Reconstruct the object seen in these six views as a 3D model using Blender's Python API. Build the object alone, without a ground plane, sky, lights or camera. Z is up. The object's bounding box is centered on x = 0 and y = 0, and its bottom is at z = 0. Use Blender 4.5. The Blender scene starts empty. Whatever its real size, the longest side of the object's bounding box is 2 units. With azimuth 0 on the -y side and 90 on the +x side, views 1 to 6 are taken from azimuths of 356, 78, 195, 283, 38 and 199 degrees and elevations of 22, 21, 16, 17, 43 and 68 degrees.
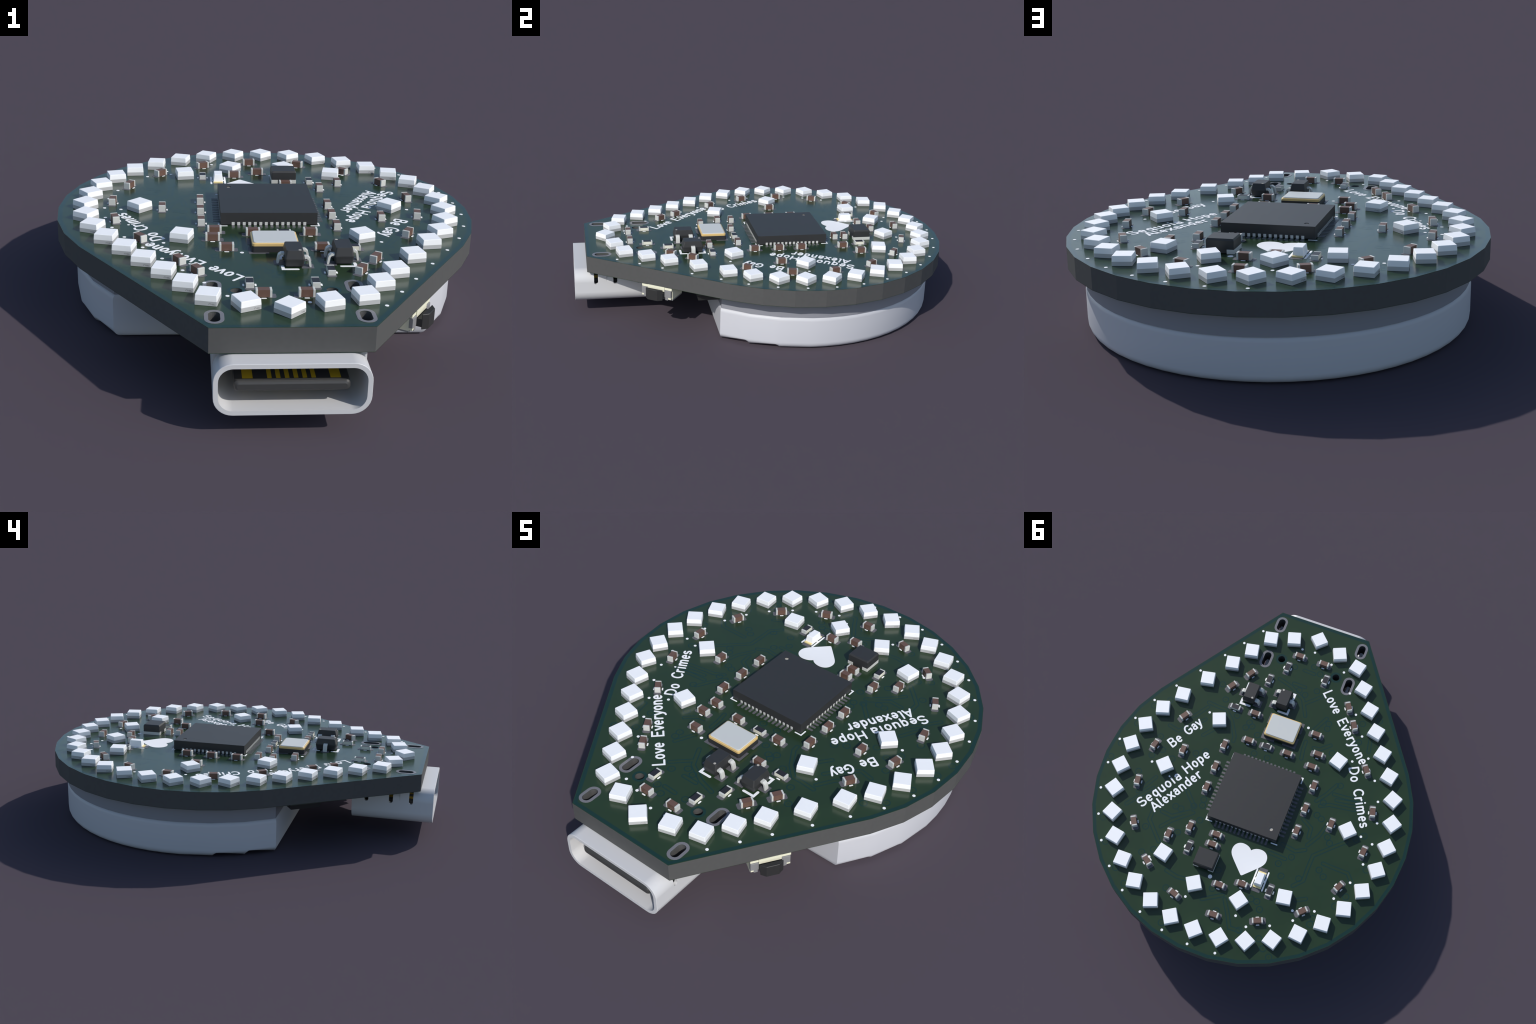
# LED badge circuit board: a drop-shaped PCB with a ring of square LEDs, a microcontroller,
# small passives, a USB-C socket and a D-shaped battery pack below.
import bpy, bmesh, math
from math import sin, cos, pi, radians, atan2, hypot
from mathutils import Vector, Matrix

SCALE = 0.0533            # scene metres per millimetre of the real thing
ZT, ZB = 0.3440, 0.2575   # top and bottom face of the board
CY = 0.176                # centre of the round part of the board
R_BOARD = 0.8274

# ------------------------------------------------------------------ materials
def mat(name, rgb, rough=0.5, metal=0.0, spec=0.5, grain=0.0, gscale=40.0, bump=0.0, coat=0.0):
    m = bpy.data.materials.new(name); m.use_nodes = True
    nt = m.node_tree; p = nt.nodes["Principled BSDF"]
    p.inputs["Roughness"].default_value = rough
    p.inputs["Metallic"].default_value = metal
    p.inputs["Specular IOR Level"].default_value = spec
    p.inputs["Base Color"].default_value = (*rgb, 1)
    p.inputs["Coat Weight"].default_value = coat; p.inputs["Coat Roughness"].default_value = 0.16
    tc = nt.nodes.new("ShaderNodeTexCoord")
    ns = nt.nodes.new("ShaderNodeTexNoise"); ns.inputs["Scale"].default_value = gscale
    ns.inputs["Detail"].default_value = 4
    nt.links.new(tc.outputs["Object"], ns.inputs["Vector"])
    if grain:
        rp = nt.nodes.new("ShaderNodeValToRGB")
        rp.color_ramp.elements[0].position = 0.3; rp.color_ramp.elements[1].position = 0.7
        rp.color_ramp.elements[0].color = (*[c * (1 - grain) for c in rgb], 1)
        rp.color_ramp.elements[1].color = (*[min(1, c * (1 + grain)) for c in rgb], 1)
        nt.links.new(ns.outputs["Fac"], rp.inputs["Fac"])
        nt.links.new(rp.outputs["Color"], p.inputs["Base Color"])
    if bump:
        b = nt.nodes.new("ShaderNodeBump"); b.inputs["Strength"].default_value = bump
        b.inputs["Distance"].default_value = 0.002
        nt.links.new(ns.outputs["Fac"], b.inputs["Height"])
        nt.links.new(b.outputs["Normal"], p.inputs["Normal"])
    return m

M_CORE   = mat("board_core_resin", (0.088, 0.088, 0.087), 0.75, spec=0.2, grain=0.03, gscale=60)
M_MASK   = mat("green_solder_mask", (0.022, 0.045, 0.020), 0.22, spec=0.45, grain=0.05, gscale=5)
M_CLEAR  = mat("teal_bare_mask", (0.010, 0.037, 0.031), 0.22, spec=0.45)
M_RING   = mat("slot_ring_metal", (0.175, 0.172, 0.185), 0.35)
M_SILK   = mat("white_silkscreen", (0.93, 0.93, 0.93), 0.6, spec=0.2)
M_PAD    = mat("dull_solder", (0.115, 0.112, 0.122), 0.45)
M_LEDTOP = mat("led_white_cap", (0.95, 0.95, 0.95), 0.5, spec=0.5)
M_LEDLOW = mat("led_grey_base", (0.50, 0.50, 0.50), 0.5, spec=0.3)
M_LOGO   = mat("dark_marking", (0.10, 0.10, 0.10), 0.7)
M_BROWN  = mat("ceramic_brown", (0.140, 0.077, 0.056), 0.5, grain=0.04)
M_TERM   = mat("tinned_terminal", (0.61, 0.61, 0.57), 0.45)
M_RSIDE  = mat("ceramic_cream", (0.78, 0.76, 0.64), 0.5)
M_RTOP   = mat("resistor_black", (0.022, 0.020, 0.024), 0.45)
M_BLACK  = mat("moulded_black", (0.032, 0.032, 0.033), 0.50, spec=0.4, grain=0.03, gscale=80)
M_BLACK2 = mat("socket_black", (0.045, 0.045, 0.045), 0.5)
M_BEIGE  = mat("pin_one_beige", (0.46, 0.43, 0.37), 0.6)
M_GOLDRIM= mat("gold_seal_ring", (0.72, 0.50, 0.20), 0.35)
M_LID    = mat("crystal_lid", (0.60, 0.61, 0.585), 0.45)
M_SHELL  = mat("socket_shell", (0.62, 0.62, 0.63), 0.45)
M_CONTACT= mat("gold_contact", (0.66, 0.43, 0.02), 0.35)
M_PACK   = mat("pack_white", (0.575, 0.58, 0.62), 0.5)
M_PACKTOP= mat("pack_grey", (0.27, 0.275, 0.31), 0.55)
M_CREAM  = mat("switch_cream", (0.82, 0.80, 0.62), 0.5)
M_SWMETAL= mat("switch_bracket", (0.25, 0.25, 0.255), 0.4)
M_SWBTN  = mat("switch_button_black", (0.027, 0.027, 0.027), 0.5)
M_LEDGOLD= mat("led_gold_end", (0.86, 0.70, 0.32), 0.35)

# ------------------------------------------------------------------ helpers
COL = bpy.context.scene.collection
ROOT = bpy.data.objects.new("circuit_board_badge", None); COL.objects.link(ROOT)
ROOT["label"] = "drop-shaped green circuit board ringed with white square LEDs"
ROOT["category"] = "electronic badge"

def link(name, me, parent=ROOT, loc=(0, 0, 0), rot=0.0, stuff=False):
    o = bpy.data.objects.new(name, me); COL.objects.link(o)
    o.parent = parent; o.location = loc; o.rotation_euler = (0, 0, rot)
    if stuff: o["kind"] = "stuff"
    return o

class Builder:
    """Collects boxes, prisms and ribbons of several materials into one mesh."""
    def __init__(self, name):
        self.bm = bmesh.new(); self.mats = []; self.name = name
    def mi(self, m):
        if m not in self.mats: self.mats.append(m)
        return self.mats.index(m)
    def loft(self, rings, m, caps=(True, True), closed=True, smooth=False):
        bm = self.bm; mi = self.mi(m)
        vs = [[bm.verts.new(p) for p in r] for r in rings]
        fs = []
        for a, b in zip(vs, vs[1:]):
            n = len(a)
            for i in range(n if closed else n - 1):
                j = (i + 1) % n
                fs.append(bm.faces.new((a[i], a[j], b[j], b[i])))
        for f in fs: f.smooth = smooth
        if caps[0]: fs.append(bm.faces.new(vs[0][::-1]))
        if caps[1]: fs.append(bm.faces.new(vs[-1]))
        for f in fs: f.material_index = mi
        return fs
    def prism(self, levels, m):
        """levels: (z, half x, half y, centre x, centre y), each a rectangle"""
        rings = []
        for z, hx, hy, cx, cy in levels:
            rings.append([(cx - hx, cy - hy, z), (cx + hx, cy - hy, z), (cx + hx, cy + hy, z), (cx - hx, cy + hy, z)])
        return self.loft(rings, m)
    def box(self, x0, x1, y0, y1, z0, z1, m, ch=0.0):
        cx, cy, hx, hy = (x0 + x1) / 2, (y0 + y1) / 2, (x1 - x0) / 2, (y1 - y0) / 2
        if ch:
            self.loft([rrect(hx, hy, ch, 3, z0, cx, cy), rrect(hx, hy, ch, 3, z1 - ch, cx, cy),
                       rrect(hx - ch * .3, hy - ch * .3, ch, 3, z1 - ch * .3, cx, cy),
                       rrect(hx - ch, hy - ch, ch * .7, 3, z1, cx, cy)], m)
        else:
            self.prism([(z0, hx, hy, cx, cy), (z1, hx, hy, cx, cy)], m)
    def ribbon(self, path, w, z0, z1, m, closed=False, ends=5):
        """slab of width w along a flat path, mitred corners and round ends"""
        P = [Vector(p) for p in path]; n = len(P); L = []; Rr = []
        for i in range(n):
            a = P[i - 1] if (i or closed) else None
            b = P[(i + 1) % n] if (i < n - 1 or closed) else None
            d1 = (P[i] - a).normalized() if a is not None else (b - P[i]).normalized()
            d2 = (b - P[i]).normalized() if b is not None else d1
            t = d1 + d2
            t = t.normalized() if t.length > 1e-6 else d1
            k = 1 / max(0.45, t.dot(d2))
            nn = Vector((-t.y, t.x)) * (w / 2 * k)
            L.append(P[i] + nn); Rr.append(P[i] - nn)
        bm = self.bm; mi = self.mi(m)
        if closed:
            ring = lambda q, z: [bm.verts.new((v.x, v.y, z)) for v in q]
            lt, rt, lb, rb = ring(L, z1), ring(Rr, z1), ring(L, z0), ring(Rr, z0)
            for i in range(n):
                j = (i + 1) % n
                for q in ((rt[i], rt[j], lt[j], lt[i]), (lt[i], lt[j], lb[j], lb[i]), (rt[j], rt[i], rb[i], rb[j])):
                    bm.faces.new(q).material_index = mi
            return
        def cap(c, d):
            a0 = atan2(d.y, d.x)
            return [c + Vector((cos(a0 + pi / 2 - pi * k / (ends + 1)), sin(a0 + pi / 2 - pi * k / (ends + 1)))) * (w / 2)
                    for k in range(1, ends + 1)]
        e1 = cap(P[-1], (P[-1] - P[-2]).normalized()); e0 = cap(P[0], (P[0] - P[1]).normalized())
        lt = [bm.verts.new((v.x, v.y, z1)) for v in L]; rt = [bm.verts.new((v.x, v.y, z1)) for v in Rr]
        t1 = [bm.verts.new((v.x, v.y, z1)) for v in e1]; t0 = [bm.verts.new((v.x, v.y, z1)) for v in e0]
        fs = [bm.faces.new((rt[i], rt[i + 1], lt[i + 1], lt[i])) for i in range(n - 1)]
        fs.append(bm.faces.new([lt[-1]] [::-1] + [rt[-1]] + t1[::-1])) if ends else None
        fs.append(bm.faces.new([rt[0]] + [lt[0]] + t0[::-1])) if ends else None
        loop = lt + t1 + rt[::-1] + t0
        low = [bm.verts.new((v.co.x, v.co.y, z0)) for v in loop]
        for i in range(len(loop)):
            j = (i + 1) % len(loop)
            fs.append(bm.faces.new((loop[i], loop[j], low[j], low[i])))
        for f in fs: f.material_index = mi
    def disc(self, x, y, r, z0, z1, m, n=24):
        self.loft([circ(x, y, r, z0, n), circ(x, y, r, z1, n)], m)
    def mesh(self, fix=True):
        if fix: bmesh.ops.recalc_face_normals(self.bm, faces=self.bm.faces)
        me = bpy.data.meshes.new(self.name); self.bm.to_mesh(me); self.bm.free()
        for m in self.mats: me.materials.append(m)
        return me

def circ(x, y, r, z, n=24):
    return [(x + r * cos(2 * pi * i / n), y + r * sin(2 * pi * i / n), z) for i in range(n)]
def circ2(x, y, r, n=24): return [p[:2] for p in circ(x, y, r, 0, n)]
def rrect(hx, hy, r, k, z, cx=0, cy=0):
    out = []
    for qx, qy, a in ((1, -1, -90), (1, 1, 0), (-1, 1, 90), (-1, -1, 180)):
        for i in range(k + 1):
            t = radians(a + 90 * i / k)
            out.append((cx + qx * (hx - r) + r * cos(t), cy + qy * (hy - r) + r * sin(t), z))
    return out
def capsule2(cx, cy, hx, hy, k=10):
    """upright stadium outline"""
    out = []
    for i in range(k + 1):
        t = pi * i / k; out.append((cx + hx * cos(t), cy + hy - hx + hx * sin(t)))
    for i in range(k + 1):
        t = pi + pi * i / k; out.append((cx + hx * cos(t), cy - hy + hx + hx * sin(t)))
    return out

def plate(name, loops, z0, z1, m):
    """flat plate with holes: first loop is the outline, the others cut holes"""
    cu = bpy.data.curves.new(name, 'CURVE'); cu.dimensions = '2D'; cu.fill_mode = 'BOTH'
    cu.extrude = (z1 - z0) / 2
    for lp in loops:
        s = cu.splines.new('POLY'); s.points.add(len(lp) - 1)
        for p, q in zip(s.points, lp): p.co = (q[0], q[1], 0, 1)
        s.use_cyclic_u = True
    tmp = bpy.data.objects.new(name + "_tmp", cu); COL.objects.link(tmp)
    dg = bpy.context.evaluated_depsgraph_get()
    me = bpy.data.meshes.new_from_object(tmp.evaluated_get(dg))
    bpy.data.objects.remove(tmp); bpy.data.curves.remove(cu)
    me.transform(Matrix.Translation((0, 0, (z0 + z1) / 2)))
    me.materials.clear(); me.materials.append(m); me.name = name
    for p in me.polygons: p.use_smooth = False
    return me

# ------------------------------------------------------------------ the board
def board_outline(inset=0.0):
    """circle of straight facets, two tangents running to a narrow front edge"""
    out = [(0.2545 - inset * .6, -0.9362 + inset)]
    a0, n = -31.8, 23
    for i in range(n + 1):
        t = radians(a0 + (180 - 2 * a0) * i / n)
        out.append(((R_BOARD - inset) * cos(t), CY + (R_BOARD - inset) * sin(t)))
    out.append((-0.2545 + inset * .6, -0.9362 + inset))
    return out

SLOTS = [(sx * 0.2352, y, hx, hy) for sx in (1, -1) for y, hx, hy in ((-0.8597, 0.0185, 0.0365), (-0.632, 0.0185, 0.042))]
HOLES = [(sx * 0.1576, -0.6598, 0.0195) for sx in (1, -1)]
def board_loops():
    L = [board_outline()]
    L += [capsule2(x, y, hx, hy) for x, y, hx, hy in SLOTS]
    L += [circ2(x, y, r) for x, y, r in HOLES]
    return L

BOARD = link("board_core", plate("board_core", board_loops(), ZB + 0.0014, ZT - 0.0012, M_CORE))
link("solder_mask", plate("solder_mask", board_loops(), ZT - 0.0012, ZT, M_MASK), BOARD)
link("solder_mask", plate("solder_mask_under", board_loops(), ZB, ZB + 0.0014, M_MASK), BOARD)
for x, y, hx, hy in SLOTS:
    for z0, z1 in ((ZT, ZT + 0.0009), (ZB - 0.0009, ZB)):
        link("slot_ring", plate("slot_ring", [capsule2(x, y, hx + 0.0125, hy + 0.0125), capsule2(x, y, hx, hy)], z0, z1, M_RING), BOARD)

# faint copper pattern under the solder mask: clearance bands, tracks and via rings
tr = Builder("copper_tracks")
tr.ribbon(board_outline(0.010), 0.016, ZT - 0.0005, ZT + 0.00002, M_CLEAR, closed=True)
for x, y, r in HOLES:
    tr.ribbon(circ2(x, y, r + 0.006), 0.0105, ZT - 0.0005, ZT + 0.00002, M_CLEAR, closed=True)
VIAS = [(.352,-.323),(.401,-.402),(.26,-.256),(.303,-.196),(.319,-.159),(.118,-.189),(.192,-.208),(.183,-.242),(.697,-.152),
 (.628,-.212),(.738,-.025),(.771,.111),(.791,.198),(.623,.223),(.593,.001),(.553,.068),(.594,.115),(.486,.096),(.382,.024),
 (.338,-.005),(.023,-.086),(.031,-.166),(.096,-.085),(.073,-.64),(-.026,-.678),(-.071,-.648),(-.089,-.545),(.002,-.516),
 (-.037,-.502),(-.214,-.386),(-.216,-.356),(-.398,-.342),(-.287,-.232),(-.463,-.498),(-.383,-.45),(.162,-.226),(.689,.52),
 (.623,.634),(.52,.741),(.448,.8),(.431,.619),(.381,.586),(.244,.747),(.302,.459),(.221,.359),(.239,.28),(.245,.248),
 (.336,.336),(.366,.333),(.279,.299),(.467,.488),(.196,.916),(.035,.57),(.027,.668),(-.034,.766),(-.285,.376),(-.235,.431),
 (-.27,.487),(-.358,.468),(-.438,.39),(-.469,.415),(-.42,.213),(-.44,.239),(-.389,-.075),(-.337,.045),(-.33,.12),(-.357,.131),
 (-.231,.684),(-.204,.651),(-.172,.649),(-.313,.61),(-.344,.609),(-.494,.632),(-.489,.666),(-.573,.536),(-.609,.472),
 (-.659,.306),(-.592,.14),(-.56,.171),(-.28,.821),(-.316,.859),(-.357,.888),(-.175,.816)]
TRACKS = [[(.43,-.275),(.37,-.269),(.326,-.269),(.275,-.219),(.228,-.139),(.225,-.112)],[(.573,-.076),(.519,-.064),(.458,-.116),(.408,-.176)],
 [(.386,-.086),(.332,-.156)],[(.524,.221),(.548,.269),(.581,.328)],[(.423,-.249),(.464,-.183),(.486,-.163)],[(.017,-.64),(-.041,-.637)],
 [(.043,-.545),(-.022,-.544)],[(.125,-.543),(.049,-.522),(-.037,-.471),(-.081,-.384)],[(-.055,-.453),(-.124,-.521)],[(-.152,-.321),(-.194,-.411)],
 [(-.146,-.146),(-.137,-.199),(-.135,-.246)],[(-.265,-.272),(-.221,-.231),(-.186,-.225)],[(-.464,-.308),(-.452,-.376)],
 [(.608,.41),(.569,.356),(.513,.281)],[(.421,.384),(.364,.389),(.283,.331)],[(.395,.461),(.355,.412),(.268,.333)],
 [(.465,.393),(.464,.446),(.373,.538)],[(.277,.663),(.214,.675),(.16,.669)],[(.055,.736),(-.034,.681)],
 [(-.051,.697),(-.09,.758),(-.125,.821),(-.176,.819)],[(.343,.232),(.279,.299)],[(-.445,.351),(-.515,.354),(-.578,.355),(-.613,.396)],
 [(-.373,-.019),(-.446,-.024),(-.521,-.037)],[(-.396,.007),(-.494,-.011)],[(-.343,.513),(-.383,.469),(-.382,.412),(-.384,.33),(-.47,.246),(-.518,.202)],
 [(-.258,.397),(-.172,.393)],[(-.337,.316),(-.293,.34),(-.218,.328)],[(-.338,.289),(-.377,.222),(-.396,.148)],[(-.3,.048),(-.338,-.006),(-.372,-.073)],
 [(-.381,.577),(-.427,.552)],[(-.271,.165),(-.325,.197),(-.33,.248)],[(-.328,.067),(-.37,.044),(-.499,.025)]]
# one track between each pair of neighbouring ring LEDs follows the ring
def clearance(path, gap, i):
    tr.ribbon(path, gap, ZT - 0.0005, ZT + 0.00002 + 0.000001 * i, M_CLEAR)
for i, t in enumerate(TRACKS):
    clearance(t, 0.0225, i + 1)
    tr.ribbon(t, 0.0125, ZT - 0.0005, ZT + 0.00006 + 0.000001 * i, M_MASK)
for i, (x, y) in enumerate(VIAS):
    z = ZT + 0.00011 + 0.0000006 * i
    tr.ribbon(circ2(x, y, 0.0155, 20), 0.0048, ZT - 0.0005, z, M_CLEAR, closed=True)
    tr.disc(x, y, 0.0026, ZT - 0.0005, z + 0.00002, M_CLEAR, 8)

# ------------------------------------------------------------------ LEDs
def led_mesh():
    b = Builder("led")
    z0, zm, z1 = 0.0008, 0.0160, 0.0366
    h0, h1 = 0.0361, 0.0344
    b.loft([rrect(h0, h0, .0012, 1, z0), rrect(h0, h0, .0012, 1, zm)], M_LEDLOW, caps=(True, False))
    b.loft([rrect(h0, h0, .0012, 1, zm), rrect(h1 + .0003, h1 + .0003, .0012, 1, z1 - .0009), rrect(h1 - .0006, h1 - .0006, .001, 1, z1)],
           M_LEDTOP, caps=(False, True))
    # maker's mark on one side: little cloud outline and two lines of lettering
    y = -h0 - 0.00015
    def stroke(pts, w):
        for (xa, za), (xb, zb) in zip(pts, pts[1:]):
            d = Vector((xb - xa, zb - za)); d.normalize(); n = Vector((-d.y, d.x)) * w / 2
            q = [(xa + n.x, za + n.y), (xb + n.x, zb + n.y), (xb - n.x, zb - n.y), (xa - n.x, za - n.y)]
            vs = [b.bm.verts.new((p[0], y, p[1])) for p in q] 
            vb = [b.bm.verts.new((p[0], -h0 + .0002, p[1])) for p in q]
            k = b.mi(M_LOGO)
            b.bm.faces.new(vs).material_index = k
            for i in range(4):
                b.bm.faces.new((vs[i], vb[i], vb[(i + 1) % 4], vs[(i + 1) % 4])).material_index = k
    cx, cz = 0.0135, 0.0068
    cloud = [(cx - .0018, cz - .0022)] + [(cx + .0037 * cos(t), cz + .0026 * sin(t)) for t in [radians(215 - 25 * i) for i in range(11)]]
    cloud += [(cx + .0018, cz - .0022)]
    stroke(cloud, 0.0008)
    for zz, xe in ((0.0084, 0.0270), (0.0062, 0.0300)):
        x = 0.0195
        while x < xe:
            stroke([(x, zz - .0008), (x + .0009, zz + .0008)], 0.0006); x += 0.0016
    stroke([(0.0195, 0.0046), (0.030, 0.0046)], 0.0005)
    return b.mesh()
LED = led_mesh()
leds, dots = [], []
def add_led(x, y, dotdir, dd=0.0745):
    """dotdir: compass direction of the pin-one dot, which sits off one corner"""
    leds.append((x, y, radians(dotdir - 45)))
    dots.append((x + dd * cos(radians(dotdir)), y + dd * sin(radians(dotdir))))
RING, STEP, AZ0 = 0.7188, 10.385, -37.3
for k in range(25):                                   # the ring
    a = AZ0 + STEP * k
    add_led(RING * cos(radians(a)), CY + RING * sin(radians(a)), a if k < 14 else a + 180)
for i, d in enumerate((0.1625, 0.3250, 0.4535, 0.5823)):   # right straight flank
    a = radians(56.6)
    x, y = RING * cos(radians(AZ0)), CY + RING * sin(radians(AZ0))
    add_led(x - d * cos(a), y - d * sin(a), -33)
for i in range(5):                                    # left straight flank
    add_led(-0.5384 + 0.07180 * i, -0.3110 - 0.1082 * i, 32)
add_led(-0.1336, -0.7882, 68.7, .068); add_led(0.0, -0.8303, 89.5, .068); add_led(0.1318, -0.7888, 152, .068)
for x, y, d in ((.3352, -.1920, -23), (.5036, .1493, 0), (.3238, .5886, 33), (.1190, .6812, 76.8),
                (-.1195, .6815, 100), (-.3250, .5880, 144), (-.5036, .1493, 180), (-.3352, -.1920, 207)):
    add_led(x, y, d)                                  # inner group
for x, y, r in leds: link("led", LED, ROOT, (x, y, ZT), r)

# ------------------------------------------------------------------ passives
def cap_mesh():
    b = Builder("capacitor")
    l, w, h, e = 0.0268, 0.0134, 0.0268, 0.0078
    b.box(-l + e - .001, l - e + .001, -w + .0006, w - .0006, .0012, h - .0006, M_BROWN)
    for s in (-1, 1):
        x0, x1 = sorted((s * l, s * (l - e)))
        b.box(x0, x1, -w, w, .0007, h, M_TERM, ch=.0014)
    return b.mesh()
def res_mesh():
    b = Builder("resistor")
    l, w, h, e = 0.0268, 0.0134, 0.0186, 0.0070
    b.box(-l + .0008, l - .0008, -w + .0004, w - .0004, .0012, h - .0012, M_RSIDE)
    b.box(-l + e, l - e, -w + .0008, w - .0008, h - .0016, h - .0003, M_RTOP)
    for s in (-1, 1):
        x0, x1 = sorted((s * l, s * (l - e)))
        b.box(x0, x1, -w, w, .0007, h, M_TERM, ch=.0012)
    return b.mesh()
def pad_pair():
    b = Builder("solder_pad")
    for s in (-1, 1):
        b.loft([rrect(.0150, .0168, .0075, 4, -.0006, s * .0262), rrect(.0150, .0168, .0075, 4, .0008, s * .0262)], M_PAD)
    return b.mesh()
CAP, RES, PADS = cap_mesh(), res_mesh(), pad_pair()
CAPS = [(.2789,-.5105,57),(.3476,-.4052,57),(.5174,-.1506,58),(.5993,.0578,79),(.4488,.0341,90),(.2574,-.0684,90),(.2562,.0620,90),
 (.2555,.1835,90),(.6020,.2762,99),(.1705,-.2967,0),(.1465,-.1396,0),(.0670,-.7050,0),(-.0722,-.7056,0),(-.2825,-.5100,122),
 (-.3446,-.4167,122),(-.4875,-.2000,127),(-.1745,-.2970,0),(-.2220,-.1945,0),(-.0698,-.1420,0),(-.2134,-.1175,0),(-.2613,-.0182,90),
 (.5294,.4880,121),(.3400,.4865,90),(.2520,.4118,90),(.1095,.4032,0),(.1102,.4586,0),(.3860,.6534,142),(.1921,.7617,162),
 (0,.6415,0),(-.1049,.5971,0),(-.0288,.7910,2.5),(-.2430,.7425,23),(-.2622,.1129,90),(-.2618,.2408,90),(-.4141,.1454,90),
 (-.5919,.0082,105),(-.6150,.2262,86),(-.5585,.4404,65),(-.4309,.6209,44)]
RESS = [(.1732,-.5134,90),(.2840,-.2963,0),(.0470,-.1414,0),(.1072,-.6176,90),(-.1120,-.6167,90),(.2192,.5134,90),(-.2452,.5823,90)]
silk = Builder("silkscreen_marks"); SZ = ZT + 0.0008
for name, me, lst, so in (("capacitor", CAP, CAPS, .0192), ("resistor", RES, RESS, .0203)):
    for x, y, a in lst:
        o = link(name, me, ROOT, (x, y, ZT), radians(a))
        link("solder_pad", PADS, o, stuff=True)
        ca, sa = cos(radians(a)), sin(radians(a))
        for s in (-1, 1):
            q = [(x + u * ca - s * so * sa, y + u * sa + s * so * ca) for u in (-.0058, .0058)]
            silk.ribbon(q, 0.0064, ZT - .0005, SZ, M_SILK)
for i, (x, y) in enumerate(dots):
    silk.disc(x, y, 0.0066, ZT - .0005, SZ + .00012, M_SILK, 20)
silk.disc(-.1205, -.3250, .0072, ZT - .0005, SZ, M_SILK, 20)   # crystal pin one
silk.disc(.0603, .6156, .0105, ZT - .0005, SZ, M_SILK, 24)     # choke pin one

# ------------------------------------------------------------------ microcontroller
CX, CYY = 0.0, 0.1493
def chip_mesh():
    b = Builder("microcontroller"); h = 0.1868
    b.prism([(.0030, h, h, 0, 0), (.0478, h, h, 0, 0)], M_BLACK)
    return b.mesh()
MCU = link("microcontroller", chip_mesh(), ROOT, (CX, CYY, ZT))
dot = (-.1429, .1412)
link("chip_lid", plate("chip_lid", [[(-.1868, -.1868), (.1868, -.1868), (.1868, .1868), (-.1868, .1868)], circ2(*dot, .0092)],
     .0478, .0510, M_BLACK), MCU)
b = Builder("pin_one_mark"); b.disc(*dot, .0094, .0450, .0479, M_BEIGE); link("pin_one_mark", b.mesh(), MCU)
b = Builder("chip_lead"); b.box(-.0056, .0056, .1700, .1874, .0012, .0135, M_TERM); LEADM = b.mesh()
b = Builder("lead_pad"); b.loft([rrect(.0054, .016, .0025, 3, -.0006, 0, .1980), rrect(.0054, .016, .0025, 3, .0008, 0, .1980)], M_PAD); LPAD = b.mesh()
for q in range(4):
    for i in range(14):
        u = (i - 6.5) * 0.0213
        M = Matrix.Rotation(q * pi / 2, 4, 'Z') @ Matrix.Translation((u, 0, 0))
        for nm, me in (("chip_lead", LEADM), ("lead_pad", LPAD)):
            o = link(nm, me, MCU); o.matrix_local = M
k, c = 0.1935, 0.163
for sx, sy in ((1, 1), (1, -1), (-1, -1)):
    silk.ribbon([(CX + sx * c, CYY + sy * k), (CX + sx * k, CYY + sy * k), (CX + sx * k, CYY + sy * c)], .0064, ZT - .0005, SZ, M_SILK)
silk.ribbon([(CX - k, CYY + k), (CX - c, CYY + k)], .0064, ZT - .0005, SZ, M_SILK)

# ------------------------------------------------------------------ crystal
def crystal_mesh():
    b = Builder("crystal"); hx, hy = .0853, .0667
    b.loft([rrect(hx, hy, .009, 4, .0008), rrect(hx, hy, .009, 4, .0240)], M_BLACK)
    b.loft([rrect(hx - .001, hy - .001, .010, 5, .0240), rrect(hx - .001, hy - .001, .010, 5, .0325), rrect(hx - .004, hy - .004, .010, 5, .0350)], M_GOLDRIM)
    b.loft([rrect(hx - .0065, hy - .0065, .010, 5, .0350), rrect(hx - .0065, hy - .0065, .010, 5, .0370), rrect(hx - .0085, hy - .0085, .010, 5, .0385)], M_LID)
    return b.mesh()
XTAL = link("crystal", crystal_mesh(), ROOT, (0, -.2595, ZT))
b = Builder("solder_pad")
for sx in (-1, 1):
    for sy in (-1, 1):
        b.box(sx * .0596 - .0365, sx * .0596 + .0365, sy * .0460 - .0315, sy * .0460 + .0315, -.0006, .0008, M_PAD)
link("solder_pad", b.mesh(), XTAL)

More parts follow.
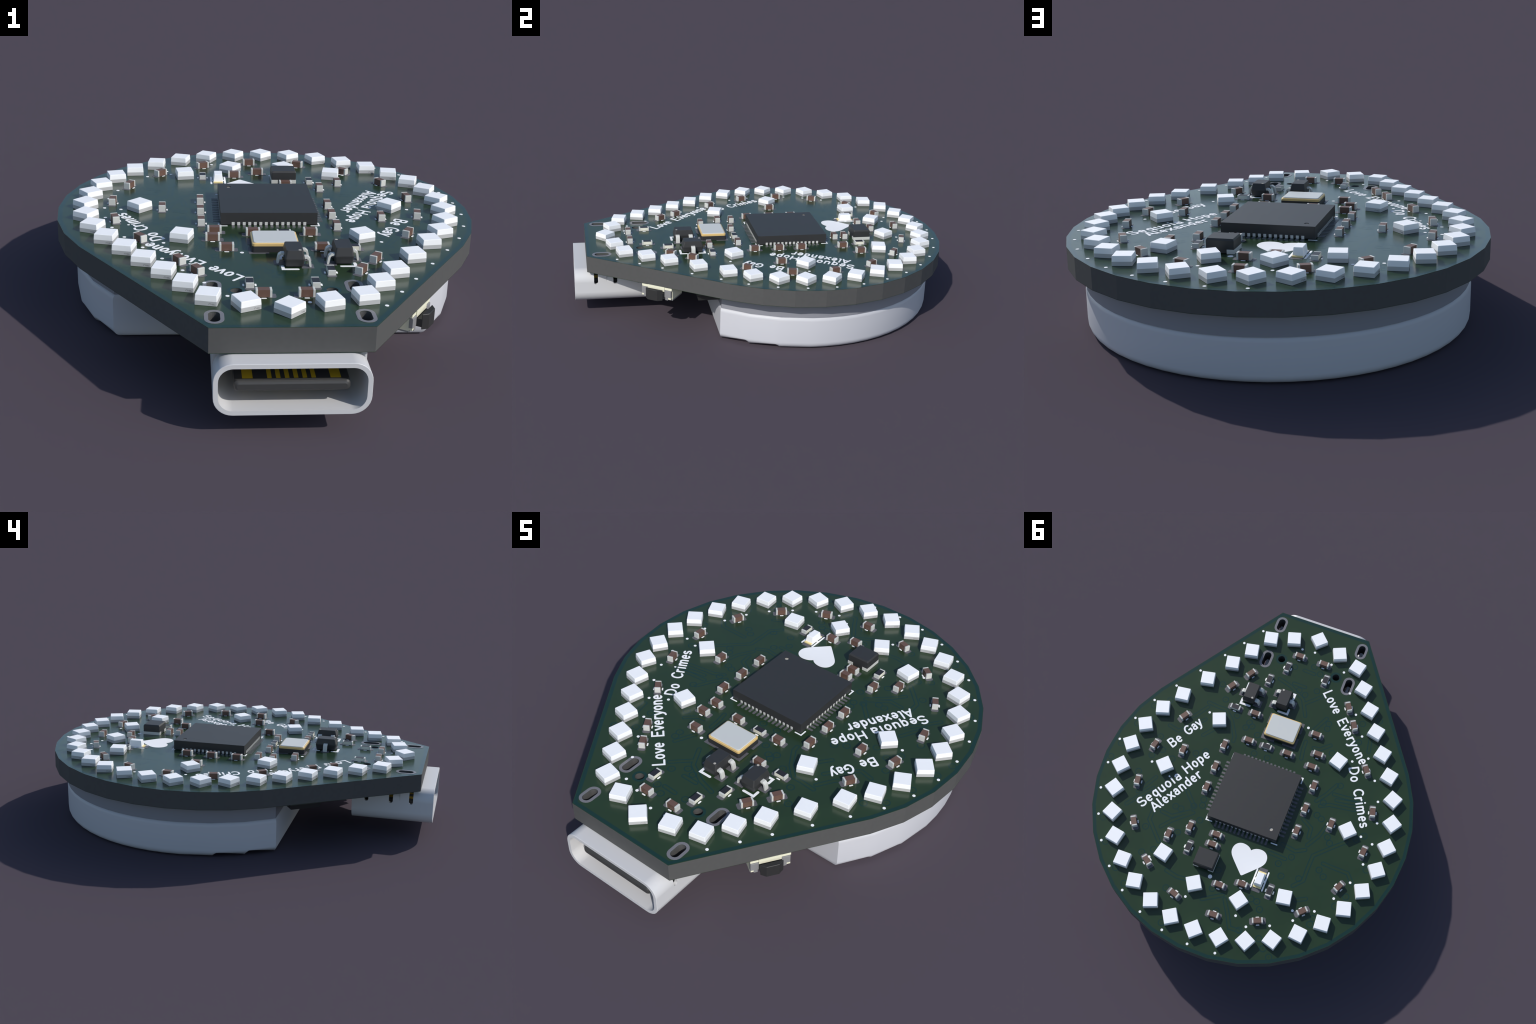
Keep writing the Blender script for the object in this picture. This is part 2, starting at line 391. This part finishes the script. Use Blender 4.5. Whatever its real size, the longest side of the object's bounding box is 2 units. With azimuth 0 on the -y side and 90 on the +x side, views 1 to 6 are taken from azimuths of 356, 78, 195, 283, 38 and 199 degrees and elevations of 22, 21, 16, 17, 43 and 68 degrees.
# ------------------------------------------------------------------ small three-lead regulators
def sot_mesh():
    b = Builder("regulator_body")
    hx, hy = .0345, .0533
    b.loft([rrect(hx - .004, hy - .004, .005, 3, .0050), rrect(hx, hy, .006, 3, .0300), rrect(hx, hy, .006, 3, .0330),
            rrect(hx - .0055, hy - .0085, .005, 3, .0612), rrect(hx - .0062, hy - .0092, .005, 3, .0620)], M_BLACK)
    b.disc(-.0175, .0385, .0055, .0610, .0624, M_BEIGE, 16)
    return b.mesh()
def sot_lead():
    b = Builder("lead"); w = .0102; t = .0080
    prof = [(.0300, .0315), (.0430, .0315), (.0470, .0280), (.0485, .0220), (.0510, .0060), (.0530, .0010)]
    rings = []
    for i, (x, z) in enumerate(prof):
        p, q = prof[max(0, i - 1)], prof[min(len(prof) - 1, i + 1)]
        d = Vector((q[0] - p[0], q[1] - p[1])).normalized(); n = Vector((-d.y, d.x)) * t
        if i == len(prof) - 1: n = Vector((.006, .0))
        rings.append([(x, -w, z), (x, w, z), (x + n.x, w, z + n.y), (x + n.x, -w, z + n.y)])
    b.loft(rings, M_TERM, smooth=False)
    return b.mesh()
SOT, SLEAD = sot_mesh(), sot_lead()
b = Builder("solder_pad"); b.box(.0245, .0680, -.0205, .0205, -.0006, .0008, M_PAD); SPAD = b.mesh()
for x, y, turn in ((.2290, -.3950, 0), (.0535, -.4205, pi)):
    o = link("voltage_regulator", SOT, ROOT, (x, y, ZT), turn)
    for lx, ly, s in ((1, 0, 0), (-1, .0347, pi), (-1, -.0347, pi)):
        for nm, me in (("lead", SLEAD), ("solder_pad", SPAD)):
            link(nm, me, o, (0, ly, 0), s)
    T = Matrix.Rotation(turn, 3, 'Z')
    for sy in (-1, 1):
        q = [T @ Vector(p) for p in ((-.010, sy * .0620, 0), (.0405, sy * .0620, 0), (.0405, sy * .0335, 0))]
        silk.ribbon([(x + v.x, y + v.y) for v in q], .0115, ZT - .0005, SZ, M_SILK)

# ------------------------------------------------------------------ power choke (black block on grey feet)
def choke_mesh():
    b = Builder("choke"); hx, hy = .0530, .0455
    b.loft([rrect(hx, hy, .002, 2, .0165), rrect(hx, hy, .002, 2, .0490), rrect(hx - .004, hy - .004, .002, 2, .0563)], M_BLACK)
    b.box(-hx + .026, hx - .026, -hy, hy, .003, .0165, M_BLACK)
    for s in (-1, 1):
        x0, x1 = sorted((s * (hx + .0008), s * (hx - .027)))
        b.box(x0, x1, -hy - .0008, hy + .0008, .0008, .0170, M_TERM)
    return b.mesh()
link("choke", choke_mesh(), ROOT, (.1080, .5450, ZT))

# ------------------------------------------------------------------ status light
def status_mesh():
    b = Builder("status_light"); hx, hy = .0215, .0430
    b.box(-hx, hx, -hy, hy, .0010, .0050, M_LEDTOP)
    for s in (-1, 1):
        y0, y1 = sorted((s * (hy + .0008), s * (hy - .0125)))
        b.box(-hx + .0015, hx - .0015, y0, y1, .0008, .0058, M_LEDGOLD)
    b.loft([rrect(hx - .001, .0340, .001, 1, .0045), rrect(hx - .0045, .0300, .001, 1, .0345), rrect(hx - .006, .0285, .001, 1, .0355)], M_LEDTOP)
    return b.mesh()
SX, SY = -.1780, .5440
o = link("status_light", status_mesh(), ROOT, (SX, SY, ZT))
b = Builder("solder_pad")
for s in (-1, 1): b.box(-.0215, .0215, s * .0470 - .0165, s * .0470 + .0165, -.0006, .0008, M_PAD)
link("solder_pad", b.mesh(), o)
for s in (-1, 1):
    silk.ribbon([(SX + s * .0300, SY - .0500), (SX + s * .0300, SY + .0480)], .0078, ZT - .0005, SZ, M_SILK)
    silk.box(SX + s * .0245 - .002, SX + s * .0245 + .002, SY - .006, SY + .006, ZT - .0005, SZ - .0001, M_SILK)
link("silkscreen_marks", silk.mesh(), BOARD, stuff=True)
link("copper_tracks", tr.mesh(), BOARD, stuff=True)

# ------------------------------------------------------------------ heart
def heart_outline():
    P = [(-.0825, .5535), (-.0204, .4950), (.0095, .4665), (.0120, .4300), (-.0060, .4060), (-.0260, .3935), (-.0560, .3930), (-.0700, .4020), (-.0825, .4165)]
    segs = [[(0, -.1380 + .0), (.0700, -.0720), (.0700, -.0720), (.0720, -.0700)]]
    tip, n = Vector((-.0822, .5535)), 12
    def bez(a, b, c, d):
        for i in range(n):
            t = i / n
            yield tuple(a[k] * (1 - t) ** 3 + 3 * b[k] * t * (1 - t) ** 2 + 3 * c[k] * t * t * (1 - t) + d[k] * t ** 3 for k in (0, 1))
    half = []
    half += list(bez((.0018, .5538), (.004, .5534), (.0052, .5520), (.0070, .5500)))[:n:4]
    half += list(bez((.0070, .5500), (.0280, .5290), (.0440, .5130), (.0600, .4965)))[::4]
    half += list(bez((.0600, .4965), (.0800, .4760), (.0930, .4620), (.0925, .4400)))
    half += list(bez((.0925, .4400), (.0920, .4110), (.0720, .3950), (.0480, .3945)))
    half += list(bez((.0480, .3945), (.0260, .3945), (.0080, .4040), (0, .4160)))
    right = [(tip.x + x, y) for x, y in half]
    left = [(tip.x - x, y) for x, y in half[::-1]]
    return right + [(tip.x, .4160)] + left
link("heart_mark", plate("heart_mark", [heart_outline()], ZT - .0005, SZ, M_SILK), BOARD)

# ------------------------------------------------------------------ lettering (single-stroke characters with round ends)
def arc(cx, cy, rx, ry, a0, a1, n=9):
    return [(cx + rx * cos(radians(a0 + (a1 - a0) * i / n)), cy + ry * sin(radians(a0 + (a1 - a0) * i / n))) for i in range(n + 1)]
X = 0.667                      # height of the small letters, capitals are 1
def bowl(x0=0.06, w=.44): return [arc(x0 + w / 2, X / 2, w / 2, X / 2, 0, 345, 18)]
GLYPH = {
 'L': (.64, [[(.12, 1), (.12, 0), (.56, 0)]]),
 'E': (.70, [[(.58, 1), (.12, 1), (.12, 0), (.58, 0)], [(.16, .53), (.47, .53)]]),
 'D': (.76, [[(.12, 0), (.12, 1)], [(.14, 1), (.30, 1)] + arc(.30, .5, .34, .5, 80, -80, 10) + [(.30, 0), (.14, 0)]]),
 'C': (.74, [arc(.41, .5, .31, .5, 48, 312, 14)]),
 'B': (.74, [[(.12, 0), (.12, 1)], [(.14, 1), (.34, 1)] + arc(.36, .765, .20, .235, 80, -80, 7) + [(.30, .53)], [(.14, .53), (.34, .53)] + arc(.36, .265, .25, .265, 80, -80, 7) + [(.34, 0), (.14, 0)]]),
 'G': (.80, [arc(.42, .5, .32, .5, 52, 330, 14), [(.69, .16), (.69, .45), (.48, .45)]]),
 'S': (.72, [arc(.35, .74, .23, .26, 35, 230, 9) + arc(.37, .26, .25, .26, 75, -150, 10)]),
 'H': (.82, [[(.12, 0), (.12, 1)], [(.66, 0), (.66, 1)], [(.16, .53), (.62, .53)]]),
 'A': (.74, [[(.06, 0), (.35, 1)], [(.37, 1), (.66, 0)], [(.18, .30), (.54, .30)]]),
 'o': (.62, 'ring'),
 'v': (.56, [[(.07, X), (.27, 0)], [(.29, 0), (.49, X)]]),
 'e': (.62, [[(.15, X * .52), (.44, X * .52)], arc(.30, X * .5, .18, X * .5, 5, 305, 15)]),
 'r': (.48, [[(.13, X), (.13, 0)], [(.15, .42)] + arc(.31, .42, .16, .25, 150, 65, 5)]),
 'y': (.56, [[(.07, X), (.27, .02)], [(.49, X), (.26, -.12), (.18, -.26), (.06, -.31)]]),
 'n': (.62, [[(.13, X), (.13, 0)], [(.15, .47)] + arc(.30, .44, .17, .225, 140, 0, 7) + [(.47, 0)]]),
 'm': (.94, [[(.13, X), (.13, 0)], [(.15, .48)] + arc(.28, .47, .16, .20, 140, 0, 6) + [(.44, 0)], [(.46, .48)] + arc(.60, .47, .17, .20, 140, 0, 6) + [(.77, 0)]]),
 'i': (.34, [[(.16, X), (.16, 0)], [(.16, .96), (.16, 1.0)]]),
 's': (.54, [arc(.26, .50, .15, .165, 40, 235, 8) + arc(.27, .165, .17, .165, 75, -145, 8)]),
 'a': (.62, [[(.46, 0), (.46, .42)] + arc(.30, .44, .16, .23, 10, 145, 7), [(.44, .38), (.28, .38)] + arc(.28, .19, .15, .19, 100, 265, 8) + [(.34, 0), (.43, .06)]]),
 'q': (.62, [[(.47, X), (.47, -.32)], arc(.30, X / 2, .17, X / 2, 35, 325, 13)]),
 'u': (.62, [[(.13, X)] + arc(.30, .23, .17, .23, 180, 325, 7), [(.47, X), (.47, 0)]]),
 'p': (.62, [[(.13, X), (.13, -.32)], arc(.30, X / 2, .17, X / 2, 145, -145, 13)]),
 'l': (.36, [[(.13, 1), (.13, .12)] + arc(.23, .12, .10, .12, 200, 270, 3)]),
 'x': (.56, [[(.08, 0), (.48, X)], [(.08, X), (.48, 0)]]),
 'd': (.62, [[(.47, 1), (.47, 0)], arc(.30, X / 2, .17, X / 2, 35, 325, 13)]),
}
def word(text, start, end, up, h):
    """lay a word from its first stem to the right side of its last letter; up: direction of the letter tops"""
    st, en = Vector(start), Vector(end)
    d = (en - st); total = d.length; d.normalize()
    u = Vector((cos(radians(up)), sin(radians(up))))
    adv = [GLYPH[c][0] for c in text]
    nat = sum(adv) - .12 - .14
    k = total / nat
    bld = Builder("lettering"); pos = -.12; zi = 0
    for c, a in zip(text, adv):
        g = GLYPH[c][1]
        put = lambda p: tuple(st + d * ((pos + p[0]) * k) + u * (p[1] * h))
        if g == 'ring':
            bld.ribbon([put(p) for p in arc(.30, X / 2, .18, X / 2, 0, 342, 19)], LW, ZT - .0005, SZ + .00003 * zi, M_SILK, closed=True)
        else:
            for s in g:
                bld.ribbon([put(p) for p in s], LW, ZT - .0005, SZ + .00003 * zi, M_SILK); zi += 1
        pos += a
    link("lettering", bld.mesh(), BOARD)
LW = 0.0086
word("Love", (-.1288, -.5441), (-.2215, -.4510), 225, .0480)
word("Everyone", (-.2541, -.4155), (-.4460, -.2240), 225, .0480)
word("Do", (-.4000, -.1830), (-.4340, -.1180), 208, .0480)
word("Crimes", (-.4610, -.0745), (-.5585, .1010), 208, .0480)
word("Be", (.5090, .0335), (.4765, -.0215), -31, .0480)
word("Gay", (.4580, -.0600), (.4155, -.1420), -31, .0480)
word("Sequoia", (.5270, .3980), (.3985, .1800), -31, .0480)
word("Hope", (.3795, .1431), (.3060, .0140), -31, .0480)
word("Alexander", (.4535, .3945), (.3030, .1340), -30, .0480)

# ------------------------------------------------------------------ USB-C socket under the front edge
UZ, UHX, UHZ = 0.1665, 0.2423, 0.0872
YF, YBK = -1.0, -0.603
def shell_mesh():
    b = Builder("socket_shell"); rings = []
    def sec(hx, hz, r, y): return [(p[0], y, UZ + p[1]) for p in rrect(hx, hz, r, 8, 0)]
    t = .0155
    spec = [(UHX - t, UHZ - t, .046, YBK), (UHX - t, UHZ - t, .046, YF),
            (UHX - .0012, UHZ - .0012, .060, YF), (UHX, UHZ, .061, YF + .0012), (UHX, UHZ, .061, YBK)]
    fs = b.loft([sec(*s) for s in spec], M_SHELL, caps=(False, False), smooth=True)
    # back wall edge joins inner and outer skin
    b.bm.verts.ensure_lookup_table()
    n = len(sec(*spec[0])); V = b.bm.verts
    for i in range(n):
        j = (i + 1) % n
        b.bm.faces.new((V[i], V[j], V[4 * n + j], V[4 * n + i]))
    bmesh.ops.recalc_face_normals(b.bm, faces=b.bm.faces)
    for e in b.bm.edges:
        if len(e.link_faces) == 2 and e.calc_face_angle(0) > radians(35): e.smooth = False
    return b.mesh()
USB = link("usb_socket", shell_mesh())
cut = Builder("slot_cutter")
for y in (-.892, -.794, -.674):
    for s in (-1, 1):
        prof = [(y + .0103 * cos(radians(a)), .1915 + .0103 * sin(radians(a))) for a in range(180, 361, 20)] + [(y + .0103, .2480), (y - .0103, .2480)]
        x0, x1 = sorted((s * .2020, s * .2500))
        cut.loft([[(x0, p[0], p[1]) for p in prof], [(x1, p[0], p[1]) for p in prof]], M_SHELL)
cutter = link("slot_cutter", cut.mesh(), None)
md = USB.modifiers.new("slots", 'BOOLEAN'); md.object = cutter; md.operation = 'DIFFERENCE'; md.solver = 'EXACT'
dg = bpy.context.evaluated_depsgraph_get()
me = bpy.data.meshes.new_from_object(USB.evaluated_get(dg)); USB.modifiers.clear(); USB.data = me; me.name = "socket_shell"
bpy.data.objects.remove(cutter)
# exact shading normals for the rounded tube, flat ones for its ends and the slot walls
nrm = []
for p in me.polygons:
    p.use_smooth = True
    for vi in p.vertices:
        c = me.vertices[vi].co; hx, hz = UHX - .061, UHZ - .061
        q = Vector((c.x - max(-hx, min(hx, c.x)), 0, c.z - UZ - max(-hz, min(hz, c.z - UZ))))
        v = p.normal
        if q.length > 1e-5 and abs(v.y) < .5:
            q.normalize()
            if abs(q.dot(v)) > .85: v = q if q.dot(v) > 0 else -q
        nrm.append(v)
me.normals_split_custom_set([tuple(v) for v in nrm])
b = Builder("tongue")
def ysec(hx, hz, r, y, zc=UZ): return [(p[0], y, zc + p[1]) for p in rrect(hx, hz, r, 6, 0)]
b.loft([ysec(.1780, .0160, .0045, -.640), ysec(.1780, .0160, .0045, -.955), ysec(.1780, .0185, .012, -.963), ysec(.1780, .0175, .013, -.971), ysec(.1745, .0140, .012, -.976), ysec(.168, .008, .007, -.979)], M_BLACK2, smooth=False)
b.loft([ysec(.2262, .0712, .0455, -.612), ysec(.2262, .0712, .0455, -.665)], M_BLACK2)
link("tongue", b.mesh(), USB)
b = Builder("contact")
for x, w in ((-.1358, .0324), (-.0685, .0136), (-.0415, .0136), (-.0142, .0136), (.0130, .0136), (.0402, .0136), (.0670, .0136), (.1349, .0324)):
    b.box(x - w / 2, x + w / 2, -.9545, -.660, .1822, .1832, M_CONTACT)
    b.box(x - w / 2, x + w / 2, -.9545, -.660, .1498, .1508, M_CONTACT)
link("contact", b.mesh(), USB)
b = Builder("mounting_leg")
for s in (-1, 1):
    for y, hy in ((-.8590, .0215), (-.632, .0260)):
        x0, x1 = sorted((s * .2275, s * .2424))
        b.box(x0, x1, y - hy, y + hy, .195, .292, M_SHELL, ch=.002)
link("mounting_leg", b.mesh(), USB)
b = Builder("solder_tail")
for i in range(12):
    b.box(-.140 + i * .0254 - .006, -.140 + i * .0254 + .006, -.605, -.585, .2515, .2585, M_TERM)
link("solder_tail", b.mesh(), USB)

# ------------------------------------------------------------------ battery pack: D-shaped body with a set-back upper part
PCY, PR, PYF = 0.1866, 0.7600, -0.2975
def d_columns(r, yf, cy=PCY):
    """plan points of the D: coarse facets near the two front corners, finer ones round the back.
    Each carries how far the mesh is pinched up there (small steps along the lower rim)."""
    a0 = math.degrees(math.asin((yf - cy) / r)); step = (180 - 2 * a0) / 22
    pt = lambda k: Vector((r * cos(radians(a0 + step * k)), cy + r * sin(radians(a0 + step * k))))
    cols = []
    for k in range(2):
        cols += [(pt(k), 0.0), (pt(k).lerp(pt(k + 1), .86), .026 - .004 * k)]
    k = 2.0
    while k < 20.01: cols.append((pt(k), 0.0)); k += .5 if 3 <= k < 19 else 1.0
    for k in (20, 21):
        cols += [(pt(k).lerp(pt(k + 1), .14), .022 + .004 * (k - 20)), (pt(k + 1), 0.0)]
    return cols
def pack_mesh():
    b = Builder("battery_pack"); f, g, top = 0.034, 0.024, .1725
    n, rings, prof = 7, [], []
    for i in range(n):
        t = radians(90 * i / (n - 1)); prof.append((f - f * sin(t), f - f * cos(t)))
    for i in range(n):
        t = radians(90 * i / (n - 1)); prof.append((g - g * cos(t), top - g + g * sin(t)))
    for q, z in prof:
        ring = []
        for (p, lift), (p0, _) in zip(d_columns(PR - q, PYF + q * .5), d_columns(PR, PYF)):
            zz, pp = z, p
            if lift and z < lift: zz, pp = lift - (lift - z) * .1, p0.lerp(p, .7)
            ring.append((pp.x, pp.y, zz))
        rings.append(ring)
    b.loft(rings, M_PACK, smooth=True)
    bmesh.ops.recalc_face_normals(b.bm, faces=b.bm.faces)
    for e in b.bm.edges:
        if len(e.link_faces) == 2 and e.calc_face_angle(0) > radians(38): e.smooth = False
    return b.mesh()
PACK = link("battery_pack", pack_mesh())
b = Builder("pack_collar")
for z0, z1, q in ((.1690, ZB - .0005, .0050),):
    b.loft([[(p.x, p.y, z) for p, _ in d_columns(PR - q, PYF + q, PCY + .0035)] for z in (z0, z1)], M_PACKTOP, smooth=True)
bmesh.ops.recalc_face_normals(b.bm, faces=b.bm.faces)
for e in b.bm.edges:
    if len(e.link_faces) == 2 and e.calc_face_angle(0) > radians(28): e.smooth = False
link("pack_collar", b.mesh(), PACK)

# ------------------------------------------------------------------ side push button (under the right flank)
def switch_parts():
    """local x runs along the board flank, local y points outwards"""
    L = .165
    b = Builder("push_button")
    b.box(.0, L, -.1000, .0020, .1955, .2583, M_CREAM)
    b.box(.034, .126, .0020, .0155, .2345, .2583, M_CREAM)          # panel over the plunger
    b.box(.0008, .0126, .0020, .0150, .1975, .2070, M_CREAM); b.box(L - .0180, L - .0030, .0020, .0150, .1975, .2070, M_CREAM)
    b.box(.0, .0335, .0020, .0120, .2440, .2583, M_CREAM); b.box(.1265, L, .0020, .0120, .2440, .2583, M_CREAM)
    b.box(-.0008, L + .0008, -.098, .0030, .1895, .1955, M_SWMETAL)
    body = b.mesh()
    b = Builder("bracket")
    for x0, x1, f0, f1 in ((-.0005, .0335, .0126, .0290), (.1265, .1622, .1320, .1468)):
        b.box(x0, x1, .0020, .0162, .2070, .2425, M_SWMETAL, ch=.0015)
        b.box(f0, f1, .0020, .0160, .1925, .2078, M_SWMETAL)
    br = b.mesh()
    b = Builder("button_cap")
    def sec(z, k=0): return [(.0338 + k, .0345, z), (.1265 - k, .0345, z), (.1265 - k, .0365, z), (.1052, .0530 - k, z), (.0531, .0530 - k, z), (.0338 + k, .0365, z)]
    b.loft([sec(.1950, .001), sec(.1960), sec(.2490), sec(.2502, .0012)], M_SWBTN)
    b.box(.0345, .1258, -.004, .0350, .2030, .2320, M_SWBTN)
    return body, br, b.mesh()
body, br, capm = switch_parts()
for me in (body, br, capm):              # mirror so that local +y ends up on the outer side of the flank
    me.transform(Matrix.Scale(-1, 4, (0, 1, 0))); me.flip_normals()
SW = link("push_button", body, ROOT, (.4188, -.6643, 0), radians(56.4))
link("bracket", br, SW); link("button_cap", capm, SW)

# ------------------------------------------------------------------ chips on the underside
def under_chip(n, hx, hy, h):
    b = Builder("memory_chip")
    b.prism([(ZB - h, hx - .006, hy - .006, 0, 0), (ZB - h * .5, hx, hy, 0, 0), (ZB - .006, hx - .004, hy - .004, 0, 0)], M_SWBTN)
    return b.mesh()
b = Builder("chip_lead")
mc = link("memory_chip", under_chip(4, .082, .060, .058), ROOT, (.470, -.350, 0), 0)
for s in (-1, 1):
    for i in range(4):
        x = (i - 1.5) * .0338 
        y0, y1 = sorted((s * .060, s * .078))
        b.box(x - .009, x + .009, y0, y1, ZB - .012, ZB - .0005, M_TERM)
link("chip_lead", b.mesh(), mc)
link("slide_switch", under_chip(0, .078, .060, .0440), ROOT, (-.4815, -.3930, 0), radians(-57))
